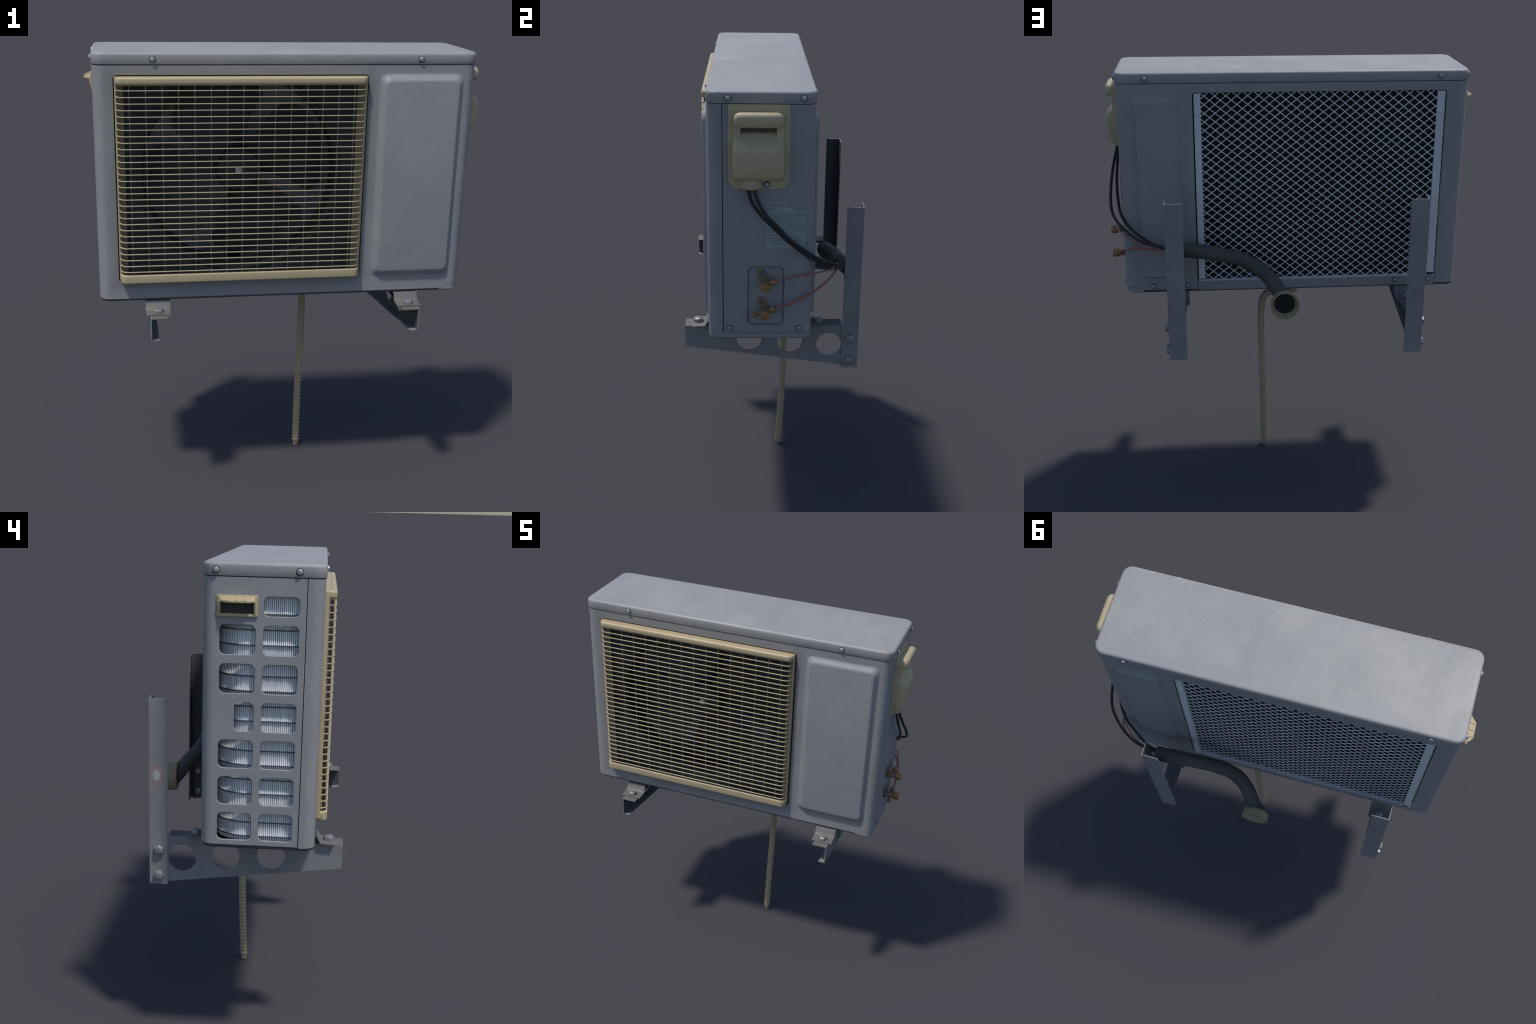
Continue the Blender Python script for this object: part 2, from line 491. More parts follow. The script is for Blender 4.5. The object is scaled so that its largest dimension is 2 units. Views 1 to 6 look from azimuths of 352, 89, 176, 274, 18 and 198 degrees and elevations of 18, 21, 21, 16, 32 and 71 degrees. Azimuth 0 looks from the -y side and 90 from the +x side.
# ---- base tray
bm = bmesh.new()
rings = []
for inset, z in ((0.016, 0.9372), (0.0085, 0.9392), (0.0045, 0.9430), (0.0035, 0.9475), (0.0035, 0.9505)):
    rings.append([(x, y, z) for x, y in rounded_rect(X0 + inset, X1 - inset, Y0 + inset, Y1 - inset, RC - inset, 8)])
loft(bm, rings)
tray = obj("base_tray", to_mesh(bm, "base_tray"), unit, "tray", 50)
def inset_path(path, d):
    return offset_path(path, d)
lip = [(0.698, Y0)] + arc(X1 - RC, Y0 + RC, 270, 360) + arc(X1 - RC, Y1 - RC, 0, 90) + [(0.705, Y1)]
bm = bmesh.new()
sheet(bm, offset_path(lip, 0.0006), 0.9440, 0.9665, 0.008)
o = obj("tray_lip", to_mesh(bm, "tray_lip"), tray, "paint")
bm = bmesh.new()
add_box(bm, (-0.7165, 0.132, 0.9465), (0.4425, 0.1450, 0.9935))
o = obj("tray_rear_wall", to_mesh(bm, "tray_rear_wall"), tray, "paint"); bevel(o, 0.0015)
for x in (-0.521, -0.685):
    screw(tray, (x, 0.1450, 0.973), (0, 1, 0), x * 5)
bm = bmesh.new()   # folded mesh edge: a row of short tabs on the tray ledge
x = -0.674
while x < 0.436:
    add_box(bm, (x, 0.128, 0.9936), (x + 0.0042, 0.1435, 1.0010)); x += 0.0075
add_box(bm, (-0.676, 0.126, 0.9930), (0.438, 0.1415, 0.9985))
obj("mesh_hem", to_mesh(bm, "mesh_hem"), tray, "rail", stuff=True)

# ------------------------------------------------------------------ fan grille
GX0, GX1 = -0.7305, 0.3150
grille = bpy.data.objects.new("fan_grille", None)
bpy.context.scene.collection.objects.link(grille)
grille.parent = unit
def bow_path(x0, x1, yb, yf, run, n=8):
    """Plan line that starts at depth yb, bends forward to yf and back again at the other end."""
    pts = []
    for i in range(n + 1):
        t = math.radians(90 * i / n)
        pts.append((x0 + run * (1 - math.cos(t)), yb + (yf - yb) * math.sin(t)))
    return pts + [(x0 + x1 - x, y) for x, y in reversed(pts)]
def sweep_plan(bm, path, section):
    """section: (depth behind the path, z) loop, swept along a plan path."""
    rings = []
    for i, p in enumerate(path):
        a = Vector(path[max(i - 1, 0)]); b = Vector(path[min(i + 1, len(path) - 1)])
        t = (b - a).normalized(); nrm = Vector((-t.y, t.x))
        rings.append([(p[0] + nrm.x * d, p[1] + nrm.y * d, z) for d, z in section])
    loft(bm, rings)
def rail_section(depth, z0, z1, r0, r1, n=5):
    s = [(depth, z0)]
    for i in range(n + 1):
        t = math.radians(90 * i / n)
        s.append((r0 * (1 - math.sin(t)), z0 + r0 * (1 - math.cos(t))))
    for i in range(n + 1):
        t = math.radians(90 * i / n)
        s.append((r1 * (1 - math.cos(t)), z1 - r1 * (1 - math.sin(t))))
    s.append((depth, z1))
    return s
frame_path = bow_path(GX0 + 0.001, GX1 - 0.001, -0.300, -0.3325, 0.028)
bm = bmesh.new()
# heavy top rail: full belly above, falling back underneath; plain bottom rail
sweep_plan(bm, frame_path, rail_section(0.020, 1.8705, 1.9055, 0.014, 0.010))
sweep_plan(bm, frame_path, rail_section(0.011, 1.0320, 1.0710, 0.006, 0.006))
for x0, x1, xs in ((GX0, -0.6945, 1), (0.2790, GX1, -1)):
    rim = x0 if xs > 0 else x1
    prism(bm, [(rim + xs * d, y) for d, y in ((0, -0.280), (0, -0.3010), (0.002, -0.3040), (0.0045, -0.3050), (0.0075, -0.3030), (0.0095, -0.2990), (0.0095, -0.280))], "z", 1.0340, 1.9035)
add_box(bm, (GX0 + 0.001, -0.3045, 1.872), (GX1 - 0.001, -0.286, 1.9045))
add_box(bm, (GX0 + 0.001, -0.3045, 1.033), (GX1 - 0.001, -0.286, 1.045))
add_box(bm, (GX0 + 0.026, -0.3240, 1.0335), (GX1 - 0.026, -0.290, 1.0455))
add_box(bm, (GX0 + 0.026, -0.3200, 1.8722), (GX1 - 0.026, -0.290, 1.9040))
frame = obj("grille_frame", to_mesh(bm, "grille_frame"), grille, "plastic", 40)
c = bmesh.new(); prism(c, rounded_rect(GX0, GX1, 1.0315, 1.9060, [0.018, 0.011, 0.011, 0.018], 5), "y", -0.36, -0.20)
boolean(frame, [c], "INTERSECT")
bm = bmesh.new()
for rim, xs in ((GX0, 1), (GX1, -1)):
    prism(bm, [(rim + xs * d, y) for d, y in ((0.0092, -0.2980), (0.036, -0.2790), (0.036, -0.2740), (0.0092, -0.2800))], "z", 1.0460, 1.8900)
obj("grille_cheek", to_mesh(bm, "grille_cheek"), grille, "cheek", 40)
bm = bmesh.new()
bar_path = bow_path(GX0 + 0.005, GX1 - 0.005, -0.3020, -0.3325, 0.032)
sweep_plan(bm, bar_path, [(0.0060, -0.0018), (0.0010, -0.0023), (0.0, -0.0014), (0.0, 0.0014), (0.0010, 0.0023), (0.0060, 0.0018)])
bar = obj("grille_bar", to_mesh(bm, "grille_bar"), grille, "bar", 50)
NB = 30
for i in range(NB):
    z = 1.8520 + (1.0840 - 1.8520) * i / (NB - 1)
    m = Matrix.Translation((0, 0, z))
    if i == 0:
        bar.matrix_world = m
    else:
        copy_of(bar, grille, m)
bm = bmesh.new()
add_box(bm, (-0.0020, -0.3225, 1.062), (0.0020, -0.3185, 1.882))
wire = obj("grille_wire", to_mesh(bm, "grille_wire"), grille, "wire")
for i in range(15):
    m = Matrix.Translation((-0.6725 + 0.06640 * i, 0, 0))
    if i == 0:
        wire.matrix_world = m
    else:
        copy_of(wire, grille, m)

# ------------------------------------------------------------------ fan shroud and fan
FC = Vector((-0.212, 0, 1.4915))
bm = bmesh.new()
n = 72
def circ(r, y):
    return [(FC.x + r * math.cos(2 * math.pi * i / n), y, FC.z + r * math.sin(2 * math.pi * i / n)) for i in range(n)]
def square(y):
    hx, hz, out = 0.545, 0.455, []
    for i in range(n):
        a = 2 * math.pi * i / n
        s = min(hx / max(abs(math.cos(a)), 1e-6), hz / max(abs(math.sin(a)), 1e-6))
        out.append((FC.x + s * math.cos(a), y, FC.z + s * math.sin(a)))
    return out
rings = [square(-0.2775), circ(0.437, -0.2550)]
for i in range(7):
    t = math.radians(90 * i / 6)
    rings.append(circ(0.432 - 0.022 * math.sin(t), -0.262 + 0.022 * (1 - math.cos(t))))
rings += [circ(0.410, -0.150), circ(0.413, -0.150)]
loft(bm, rings, True, False)
obj("fan_shroud", to_mesh(bm, "fan_shroud"), unit, "shroud", 40)
fan = bpy.data.objects.new("fan", None)
bpy.context.scene.collection.objects.link(fan)
fan.parent = unit
bm = bmesh.new()
lathe(bm, [(0.096, 0.0), (0.096, 0.075), (0.090, 0.086), (0.076, 0.090), (0.018, 0.092)], (FC.x, -0.105, FC.z), (0, -1, 0), 32)
obj("hub", to_mesh(bm, "hub"), fan, "fan", 30)
bm = bmesh.new()
lathe(bm, [(0.0145, 0.0), (0.0145, 0.010), (0.011, 0.013)], (FC.x, -0.195, FC.z), (0, -1, 0), 18)
obj("shaft_cap", to_mesh(bm, "shaft_cap"), fan, "shaft", 30)
# one swept, twisted blade; angles in degrees counter-clockwise seen from the front
bm = bmesh.new()
nu, nv = 18, 14
def blade_point(u, v, side):
    r = 0.088 + 0.297 * u
    lead = 67 - 7 * u - 6 * u * u          # leading edge drifts clockwise outward
    span = 78 - 1 * u
    edge = max(0.0, (u - 0.80) / 0.20)       # rounded tips
    lo, hi = lead - span + 13 * edge ** 2, lead - 11 * edge ** 2.5
    a = math.radians(lo + (hi - lo) * v)
    y = -0.125 - 0.058 * v + 0.02 * math.sin(math.pi * v) * u + side * 0.0025
    return (FC.x + r * math.cos(a), y, FC.z + r * math.sin(a))
grid = {s: [[bm.verts.new(blade_point(i / nu, j / nv, s)) for j in range(nv + 1)] for i in range(nu + 1)] for s in (-1, 1)}
for s in (-1, 1):
    for i in range(nu):
        for j in range(nv):
            bm.faces.new((grid[s][i][j], grid[s][i + 1][j], grid[s][i + 1][j + 1], grid[s][i][j + 1]))
loopv = [(i, 0) for i in range(nu)] + [(nu, j) for j in range(nv)] + [(i, nv) for i in range(nu, 0, -1)] + [(0, j) for j in range(nv, 0, -1)]
for a, b in zip(loopv, loopv[1:] + loopv[:1]):
    bm.faces.new((grid[-1][a[0]][a[1]], grid[-1][b[0]][b[1]], grid[1][b[0]][b[1]], grid[1][a[0]][a[1]]))
me = to_mesh(bm, "blade")
me.transform(Matrix.Translation(-FC))
blade = obj("blade", me, fan, "fan", 40)
for i in range(4):
    m = Matrix.Translation(FC) @ Matrix.Rotation(math.radians(90 * i), 4, "Y")
    if i == 0:
        blade.matrix_world = m
    else:
        copy_of(blade, fan, m)
# motor behind the fan
bm = bmesh.new()
lathe(bm, [(0.06, 0.0), (0.075, 0.012), (0.075, 0.075), (0.05, 0.09)], (FC.x, -0.02, FC.z), (0, -1, 0), 24)
add_box(bm, (FC.x - 0.03, -0.02, 1.0), (FC.x + 0.03, 0.0, 1.93))
obj("fan_motor", to_mesh(bm, "fan_motor"), unit, "fan", 30)

# ------------------------------------------------------------------ coil: fins on an L-shaped run
coil = bpy.data.objects.new("coil", None)
bpy.context.scene.collection.objects.link(coil)
coil.parent = unit
CX, CR, CY = -0.795, 0.130, -0.030
def coil_at(s):
    """Outer face of the coil at run length s: point and outward normal."""
    a0 = CY + 0.215
    if s < a0:
        return Vector((CX, -0.215 + s)), Vector((-1, 0))
    s -= a0
    if s < CR * math.pi / 2:
        t = s / CR
        nrm = Vector((-math.cos(t), math.sin(t)))
        return Vector((CX + CR, CY)) + nrm * CR, nrm
    s -= CR * math.pi / 2
    return Vector((CX + CR + s, CY + CR)), Vector((0, 1))
COIL_LEN = 0.185 + CR * math.pi / 2 + 1.10
bm = bmesh.new()
s, zb, zt = 0.0, 0.966, 1.936
bands = [1.8200 - 0.0557 * i for i in range(16)]
while s < COIL_LEN:
    p, nrm = coil_at(s)
    t = Vector((-nrm.y, nrm.x)) * (0.00290 * (1 - 0.38 * min(1.0, max(0.0, (s - 0.20) / 0.07)) * (1 if s < 0.40 else 0)) + 0.0002 * rnd.uniform(-1, 1))
    jit = 0.0008 * rnd.uniform(-1, 1)
    a = p + nrm * jit
    b = p - nrm * 0.024
    # the fin edge flares out to a collar just above every tube
    zs = [(zb, 0.0), (zt, 0.0)]
    for zc in bands:
        if zc > 0.97:
            zs += [(zc - 0.0040, 0.0), (zc + 0.0032, 0.0052), (zc + 0.0085, 0.0032), (zc + 0.0150, 0.0012), (zc + 0.0220, 0.0)]
    rings = []
    for z, e in sorted(zs):
        c = a + nrm * e
        ring = [c - t * 0.45 + nrm * 0.0014, c + t * 0.45 + nrm * 0.0014, c + t, b + t, b - t, c - t]
        rings.append([(q.x, q.y, z) for q in ring])
    loft(bm, rings)
    s += 0.0073
obj("fin", to_mesh(bm, "fin"), coil, "fin", 20, stuff=True)
bm = bmesh.new()
for zc in bands:
    if zc < 0.97:
        continue
    path = [coil_at(COIL_LEN * i / 160) for i in range(161)]
    rings = []
    for p, nrm in path:
        q0, q1 = p + nrm * 0.0062, p - nrm * 0.022
        rings.append([(q0.x, q0.y, zc - 0.0024), (q0.x, q0.y, zc + 0.0026), (q1.x, q1.y, zc + 0.0030), (q1.x, q1.y, zc - 0.0030)])
    loft(bm, rings)
obj("coil_tube", to_mesh(bm, "coil_tube"), coil, "tube", 30, stuff=True)
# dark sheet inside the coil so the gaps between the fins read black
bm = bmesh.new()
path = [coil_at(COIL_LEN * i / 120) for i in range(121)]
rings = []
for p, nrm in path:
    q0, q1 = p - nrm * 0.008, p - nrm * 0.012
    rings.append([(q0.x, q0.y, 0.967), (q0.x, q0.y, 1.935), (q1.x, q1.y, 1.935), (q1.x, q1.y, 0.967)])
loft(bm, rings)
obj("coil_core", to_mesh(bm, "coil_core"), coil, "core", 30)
box("partition", (0.335, -0.275, 0.952), (0.342, 0.130, 1.945), unit, "gap")

# ------------------------------------------------------------------ rear mesh guard
guard = bpy.data.objects.new("rear_guard", None)
bpy.context.scene.collection.objects.link(guard)
guard.parent = unit
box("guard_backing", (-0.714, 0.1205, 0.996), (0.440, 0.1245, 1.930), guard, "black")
MX0, MX1, MZ0, MZ1 = -0.681, 0.412, 0.9990, 1.9080
pitch, slope = 0.0494, 0.0396 / 0.0494
bm = bmesh.new()
ax, az = 0.3920, 1.8910
for sgn, yc in ((1, 0.1352), (-1, 0.1359)):
    for kx in range(-60, 60):
        # line z = az + sgn*slope*(x - ax - kx*pitch), clipped to the guard window
        xs = []
        for x in (MX0, MX1):
            z = az + sgn * slope * (x - ax - kx * pitch)
            xs.append((x, z))
        pts = []
        (xa, za), (xb, zb_) = xs
        t0, t1 = 0.0, 1.0
        dz = zb_ - za
        lo, hi = (MZ0 - za) / dz, (MZ1 - za) / dz
        if lo > hi:
            lo, hi = hi, lo
        t0, t1 = max(t0, lo), min(t1, hi)
        if t1 - t0 < 0.004:
            continue
        p = Vector((xa + (xb - xa) * t0, za + dz * t0)); q = Vector((xa + (xb - xa) * t1, za + dz * t1))
        d = (q - p).normalized(); nn = Vector((-d.y, d.x)) * 0.0024
        rings = []
        for e in (p, q):
            rings.append([(e.x - nn.x, yc - 0.0006, e.y - nn.y), (e.x - nn.x * 0.6, yc + 0.0006, e.y - nn.y * 0.6),
                          (e.x + nn.x * 0.6, yc + 0.0006, e.y + nn.y * 0.6), (e.x + nn.x, yc - 0.0006, e.y + nn.y)])
        loft(bm, rings)
obj("wire_mesh", to_mesh(bm, "wire_mesh"), guard, "mesh", 20, stuff=True)
for i, (x0, x1, zlow) in enumerate(((0.4075, 0.4385, 1.004), (-0.7125, -0.6765, 1.006))):
    r = box("mesh_rail" if not i else "mesh_rail.001", (x0, 0.126, zlow), (x1, 0.1415, 1.9035), guard, "rail", 0.0012)
    for z in (1.808, 1.128):
        bm = bmesh.new()
        lathe(bm, [(0.0095, -0.001), (0.0090, 0.0030), (0.0065, 0.0055), (0.003, 0.0066)], (0.4205 if not i else -0.6885, 0.1415, z), (0, 1, 0), 16)
        obj("rivet", to_mesh(bm, "rivet"), guard, "rail", 60)

# ------------------------------------------------------------------ carry handle on the window side
hx = X0
bm = bmesh.new()
outer = [(-0.0530, 0.0930, 1.8110, 1.8870), (-0.0500, 0.0900, 1.8135, 1.8845)]
inner = (-0.0395, 0.0795, 1.8225, 1.8700)
rings = [[(hx + 0.001, a, b) for a, b in rounded_rect(*outer[0], 0.003, 3)],
         [(hx - 0.0055, a, b) for a, b in rounded_rect(*outer[0], 0.003, 3)],
         [(hx - 0.0075, a, b) for a, b in rounded_rect(*outer[1], 0.003, 3)],
         [(hx - 0.0075, a, b) for a, b in rounded_rect(inner[0] - 0.006, inner[1] + 0.006, inner[2] - 0.005, inner[3] + 0.005, 0.003, 3)],
         [(hx - 0.0035, a, b) for a, b in rounded_rect(*inner, 0.003, 3)],
         [(hx + 0.0150, a, b) for a, b in rounded_rect(*inner, 0.003, 3)]]
loft(bm, rings, True, False)
# awning over the grip: bulges outward in plan
ny = 24
rows = []
def reach(t):
    return 0.008 + 0.032 * min(1.0, 1.35 * math.sin(math.pi * (0.04 + 0.92 * t)) ** 0.9)
for j in range(ny + 1):
    t = j / ny
    y = -0.0440 + 0.1280 * t
    p = reach(t)
    rows.append([(hx - 0.004, y, 1.8830), (hx - 0.010, y, 1.8815), (hx - p, y, 1.8690), (hx - p, y, 1.8640),
                 (hx - p + 0.004, y, 1.8615), (hx - 0.006, y, 1.8660), (hx - 0.004, y, 1.8700)])
loft(bm, rows)
for yr in (-0.010, 0.020, 0.050):     # ribs on the awning
    t = (yr + 0.044) / 0.128
    p = reach(t)
    r0 = [(hx - 0.006, 1.8850), (hx - 0.012, 1.8848), (hx - p - 0.0005, 1.8712), (hx - p, 1.8670), (hx - 0.006, 1.8750)]
    loft(bm, [[(x, yr + d, z) for x, z in r0] for d in (-0.0030, 0.0030)])
for ys, sg in ((-0.0440, 1), (0.0840, -1)):   # tapering cheeks
    p = reach(0 if sg > 0 else 1)
    loft(bm, [[(hx - 0.005, ys + d, 1.8700), (hx - p - 0.004, ys + d, 1.8660), (hx - 0.009, ys + d, 1.8180), (hx - 0.005, ys + d, 1.8180)] for d in (-0.002, 0.004)] if sg > 0 else
         [[(hx - 0.005, ys + d, 1.8700), (hx - p - 0.004, ys + d, 1.8660), (hx - 0.009, ys + d, 1.8180), (hx - 0.005, ys + d, 1.8180)] for d in (-0.004, 0.002)])
handle = obj("carry_handle", to_mesh(bm, "carry_handle"), unit, "plastic", 40)
bm = bmesh.new()
loft(bm, [[(x, a, b) for a, b in rounded_rect(-0.043, 0.083, 1.819, 1.8735, 0.002, 2)] for x in (hx + 0.013, hx + 0.020)])
obj("handle_pocket", to_mesh(bm, "handle_pocket"), handle, "foam")

# ------------------------------------------------------------------ electrical cover on the other side
cover = bpy.data.objects.new("electrical_cover", None)
bpy.context.scene.collection.objects.link(cover)
cover.parent = unit
bm = bmesh.new()
for_plate = rounded_rect(-0.2020, 0.0405, 1.6070, 1.9500, [0.042, 0.0, 0.0, 0.042], 8)
prism(bm, for_plate, "x", X1 - 0.001, 0.7945)
o = obj("cover_plate", to_mesh(bm, "cover_plate"), cover, "cover"); bevel(o, 0.0015)
CY0, CY1 = -0.1840, 0.0190
def side_loop(x0, x1, z0, z1, r):
    return rounded_rect(x0, x1, z0, z1, r, 5)
# body in side profile (x,z), swept across y with rounded ends
def profile_body(bm, prof, y0, y1, rnd_w, steps=5):
    """Extrude an x-z profile over y; the ends shrink toward its base to round them."""
    xb = min(p[0] for p in prof)
    zc = sum(p[1] for p in prof) / len(prof)
    rings = []
    seq = []
    for i in range(steps + 1):
        t = math.radians(90 * i / steps)
        seq.append((y0 + rnd_w * (1 - math.sin(t)), rnd_w * (1 - math.cos(t))))
    seq = [(y, c) for y, c in reversed([(a, b) for a, b in seq])]
    seq = sorted(seq, key=lambda q: q[0])
    ys = [(q[0], q[1]) for q in seq]
    full = [(y, c) for y, c in ys]
    # left end: from y0 (max shrink) to y0+rnd_w (no shrink)
    left = [(y0 + rnd_w * (1 - math.cos(math.radians(90 * i / steps))), rnd_w * (1 - math.sin(math.radians(90 * i / steps)))) for i in range(steps + 1)]
    right = [(y1 - (y - y0), c) for y, c in reversed(left)]
    zs = [p[1] for p in prof]; hz = (max(zs) - min(zs)) / 2; zm = (max(zs) + min(zs)) / 2
    hx_ = max(p[0] for p in prof) - xb
    for y, c in left + right:
        rings.append([(xb + (p[0] - xb) * (1 - c / hx_) , y, zm + (p[1] - zm) * (1 - 0.8 * c / hz)) for p in prof])
    loft(bm, rings)
bm = bmesh.new()
hood = [(0.793, 1.9215)] + [(0.830 + 0.023 * math.sin(math.radians(a)), 1.9005 + 0.0240 * math.cos(math.radians(a))) for a in range(0, 91, 15)] + \
       [(0.853, 1.886), (0.851, 1.874), (0.845, 1.8680), (0.820, 1.8655), (0.793, 1.8655)]
hood = [(0.793 + (x - 0.793) * 0.90, z) for x, z in hood]
profile_body(bm, hood, CY0 + 0.002, CY1 - 0.002, 0.030)
obj("cover_hood", to_mesh(bm, "cover_hood"), cover, "cover", 40)
bm = bmesh.new()
body = [(0.793, 1.8440), (0.799, 1.8410), (0.808, 1.8270), (0.820, 1.8120), (0.835, 1.8000), (0.847, 1.7925), (0.8545, 1.7840), (0.8570, 1.7680), (0.8555, 1.7000), (0.8530, 1.6780), (0.8450, 1.6605), (0.8330, 1.6520), (0.8150, 1.6480), (0.793, 1.6480)]
body = [(0.793 + (x - 0.793) * 0.90, z) for x, z in body]
profile_body(bm, body, CY0, CY1, 0.020)
obj("cover_body", to_mesh(bm, "cover_body"), cover, "cover", 40)
bm = bmesh.new()     # cheeks and back of the cable slot between hood and body
add_box(bm, (0.793, CY0 + 0.003, 1.810), (0.815, -0.1530, 1.885))
add_box(bm, (0.793, -0.0120, 1.810), (0.815, CY1 - 0.003, 1.885))
o = obj("slot_cheek", to_mesh(bm, "slot_cheek"), cover, "cover"); bevel(o, 0.003)
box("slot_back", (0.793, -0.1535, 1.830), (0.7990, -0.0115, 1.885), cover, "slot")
bm = bmesh.new()     # cable spout under the body
lathe(bm, [(0.036, 0.0), (0.040, 0.003), (0.042, 0.018), (0.042, 0.030), (0.042, 0.048)], (0.7960, -0.1110, 1.6130), (0, 0, 1), 28)
for v in bm.verts:
    v.co.x = max(v.co.x, 0.793)
    v.co.x = 0.793 + (v.co.x - 0.793) * 0.85
obj("cable_spout", to_mesh(bm, "cable_spout"), cover, "cover", 40)
screw(cover, (0.7945, -0.0480, 1.6270), (1, 0, 0), 0.3)

# ------------------------------------------------------------------ rating label (worn, print faded beyond reading)
bm = bmesh.new()
lx = X1 + 0.0006
prism(bm, [(-0.0475, 1.3510), (-0.0250, 1.3510), (-0.0230, 1.3540), (0.1115, 1.3560), (0.1135, 1.5225), (0.0400, 1.5300), (0.0380, 1.5510), (-0.0475, 1.5510)], "x", X1 - 0.0005, lx)
label = obj("rating_label", to_mesh(bm, "rating_label"), unit, "label")
bm = bmesh.new()
def dash(y0, y1, z, h):
    add_box(bm, (lx - 0.0002, y0, z - h / 2), (lx + 0.0004, y1, z + h / 2))
def words(y0, y1, z, h, mean=0.011, gap=0.0032):
    y = y0
    while y < y1 - 0.003:
        w = min(mean * rnd.uniform(0.5, 1.7), y1 - y)
        # letters within a word: slim strokes
        yy = y
        while yy < y + w - 0.0010:
            lw = rnd.uniform(0.0011, 0.0021)
            dash(yy, min(yy + lw, y + w), z + rnd.uniform(-0.1, 0.1) * h, h * rnd.uniform(0.7, 1.0))
            yy += lw + 0.0006
        y += w + gap
words(-0.0420, 0.0350, 1.5405, 0.0060, 0.018)
dash(-0.0420, 0.0350, 1.5330, 0.0012)
words(-0.0430, -0.0190, 1.5265, 0.0040, 0.02)
words(0.0560, 0.1000, 1.5245, 0.0040, 0.012)
words(-0.0430, -0.0340, 1.5180, 0.0040, 0.01)
words(0.0690, 0.1080, 1.5165, 0.0042, 0.018)
for z in (1.5065, 1.4960, 1.4870, 1.4755):
    dash(-0.0340, 0.1080, z, 0.0010)
for y in (0.0240, 0.0610, 0.1075):
    dash(y, y + 0.0012, 1.4910, 0.0310)
words(0.0280, 0.0520, 1.4990, 0.0038, 0.02); words(0.0660, 0.0920, 1.4990, 0.0038, 0.02)
for z in (1.4905, 1.4815):
    words(-0.0200, 0.0210, z, 0.0040, 0.012); words(0.0360, 0.0500, z, 0.0042, 0.02); words(0.0770, 0.0870, z, 0.0042, 0.02)
words(0.0060, 0.0480, 1.4660, 0.0046, 0.02); words(0.0600, 0.1060, 1.4640, 0.0042, 0.012)
words(-0.0440, -0.0320, 1.4590, 0.0042, 0.02); words(0.0500, 0.1080, 1.4560, 0.0042, 0.014)
words(0.0440, 0.1080, 1.4480, 0.0044, 0.018)
dash(-0.0430, 0.1080, 1.4375, 0.0016)
words(-0.0440, -0.0080, 1.4310, 0.0042, 0.03); words(0.0640, 0.1080, 1.4300, 0.0042, 0.014)
words(-0.0440, -0.0220, 1.4230, 0.0042, 0.03)
dash(-0.0440, 0.1060, 1.4090, 0.0014)
words(-0.0400, 0.1000, 1.3975, 0.0044, 0.014); words(-0.0380, 0.0980, 1.3885, 0.0044, 0.014)
words(-0.0260, 0.0700, 1.3730, 0.0044, 0.013)
obj("label_print", to_mesh(bm, "label_print"), label, "ink", stuff=True)

# ------------------------------------------------------------------ service valves
def valve(yc, zc, port):
    v = bpy.data.objects.new("service_valve", None)
    bpy.context.scene.collection.objects.link(v)
    v.parent = unit
    # oval flange, tilted
    pa, pb = Vector((yc - 0.0150, zc + 0.0400)), Vector((yc + 0.0060, zc - 0.0080))
    d = (pb - pa).normalized(); a0 = math.atan2(d.y, d.x); r = 0.0165
    ol = [(pa.x + r * math.cos(a0 + math.pi / 2 + math.pi * i / 10), pa.y + r * math.sin(a0 + math.pi / 2 + math.pi * i / 10)) for i in range(11)] + \
         [(pb.x + r * math.cos(a0 - math.pi / 2 + math.pi * i / 10), pb.y + r * math.sin(a0 - math.pi / 2 + math.pi * i / 10)) for i in range(11)]
    bm = bmesh.new(); prism(bm, ol, "x", 0.780, 0.7925)
    o = obj("flange", to_mesh(bm, "flange"), v, "brass_dark"); bevel(o, 0.0025, 3)
    bm = bmesh.new()
    lathe(bm, [(0.0085, 0), (0.0080, 0.0030), (0.005, 0.0050)], (0.7925, pa.x, pa.y), (1, 0, 0), 14)
    obj("flange_screw", to_mesh(bm, "flange_screw"), v, "tube", 60)
    bm = bmesh.new()
    lathe(bm, [(0.0155, 0), (0.0155, 0.046), (0.0205, 0.047), (0.0205, 0.050)], (0.790, yc, zc), (1, 0, 0), 20)
    # stub toward the pipe
    dirp = Vector((0.0, 0.92, 0.38)).normalized()
    lathe(bm, [(0.0095, 0), (0.0095, 0.034)], Vector((0.8190, yc, zc)), dirp, 16)
    if port:
        dq = Vector((0.0, -0.96, -0.25)).normalized()
        lathe(bm, [(0.0085, 0), (0.0080, 0.040)], Vector((0.8190, yc, zc)), dq, 14)
    obj("valve_body", to_mesh(bm, "valve_body"), v, "brass_dark", 40)
    bm = bmesh.new()
    lathe(bm, [(0.0205, 0.0), (0.0215, 0.002), (0.0215, 0.026), (0.0175, 0.0315)], (0.8305, yc, zc), (1, 0, 0), 6, 0.35)
    o = obj("cap_nut", to_mesh(bm, "cap_nut"), v, "brass", 30); bevel(o, 0.003, 3, 25)
    bm = bmesh.new()
    lathe(bm, [(0.0130, 0.0), (0.0150, 0.003), (0.0150, 0.018), (0.0105, 0.024)], Vector((0.8190, yc, zc)) + dirp * 0.0235, dirp, 8)
    o = obj("flare_nut", to_mesh(bm, "flare_nut"), v, "brass", 30); bevel(o, 0.002, 2, 25)
    if port:
        bm = bmesh.new()
        lathe(bm, [(0.0080, -0.002), (0.0120, 0.003), (0.0120, 0.012), (0.0075, 0.017)], Vector((0.8190, yc, zc)) + dq * 0.036, dq, 8)
        o = obj("port_cap", to_mesh(bm, "port_cap"), v, "brass", 30); bevel(o, 0.002, 2, 25)
    return Vector((0.8190, yc, zc)) + dirp * 0.045
end_a = valve(-0.0500, 1.2015, False)
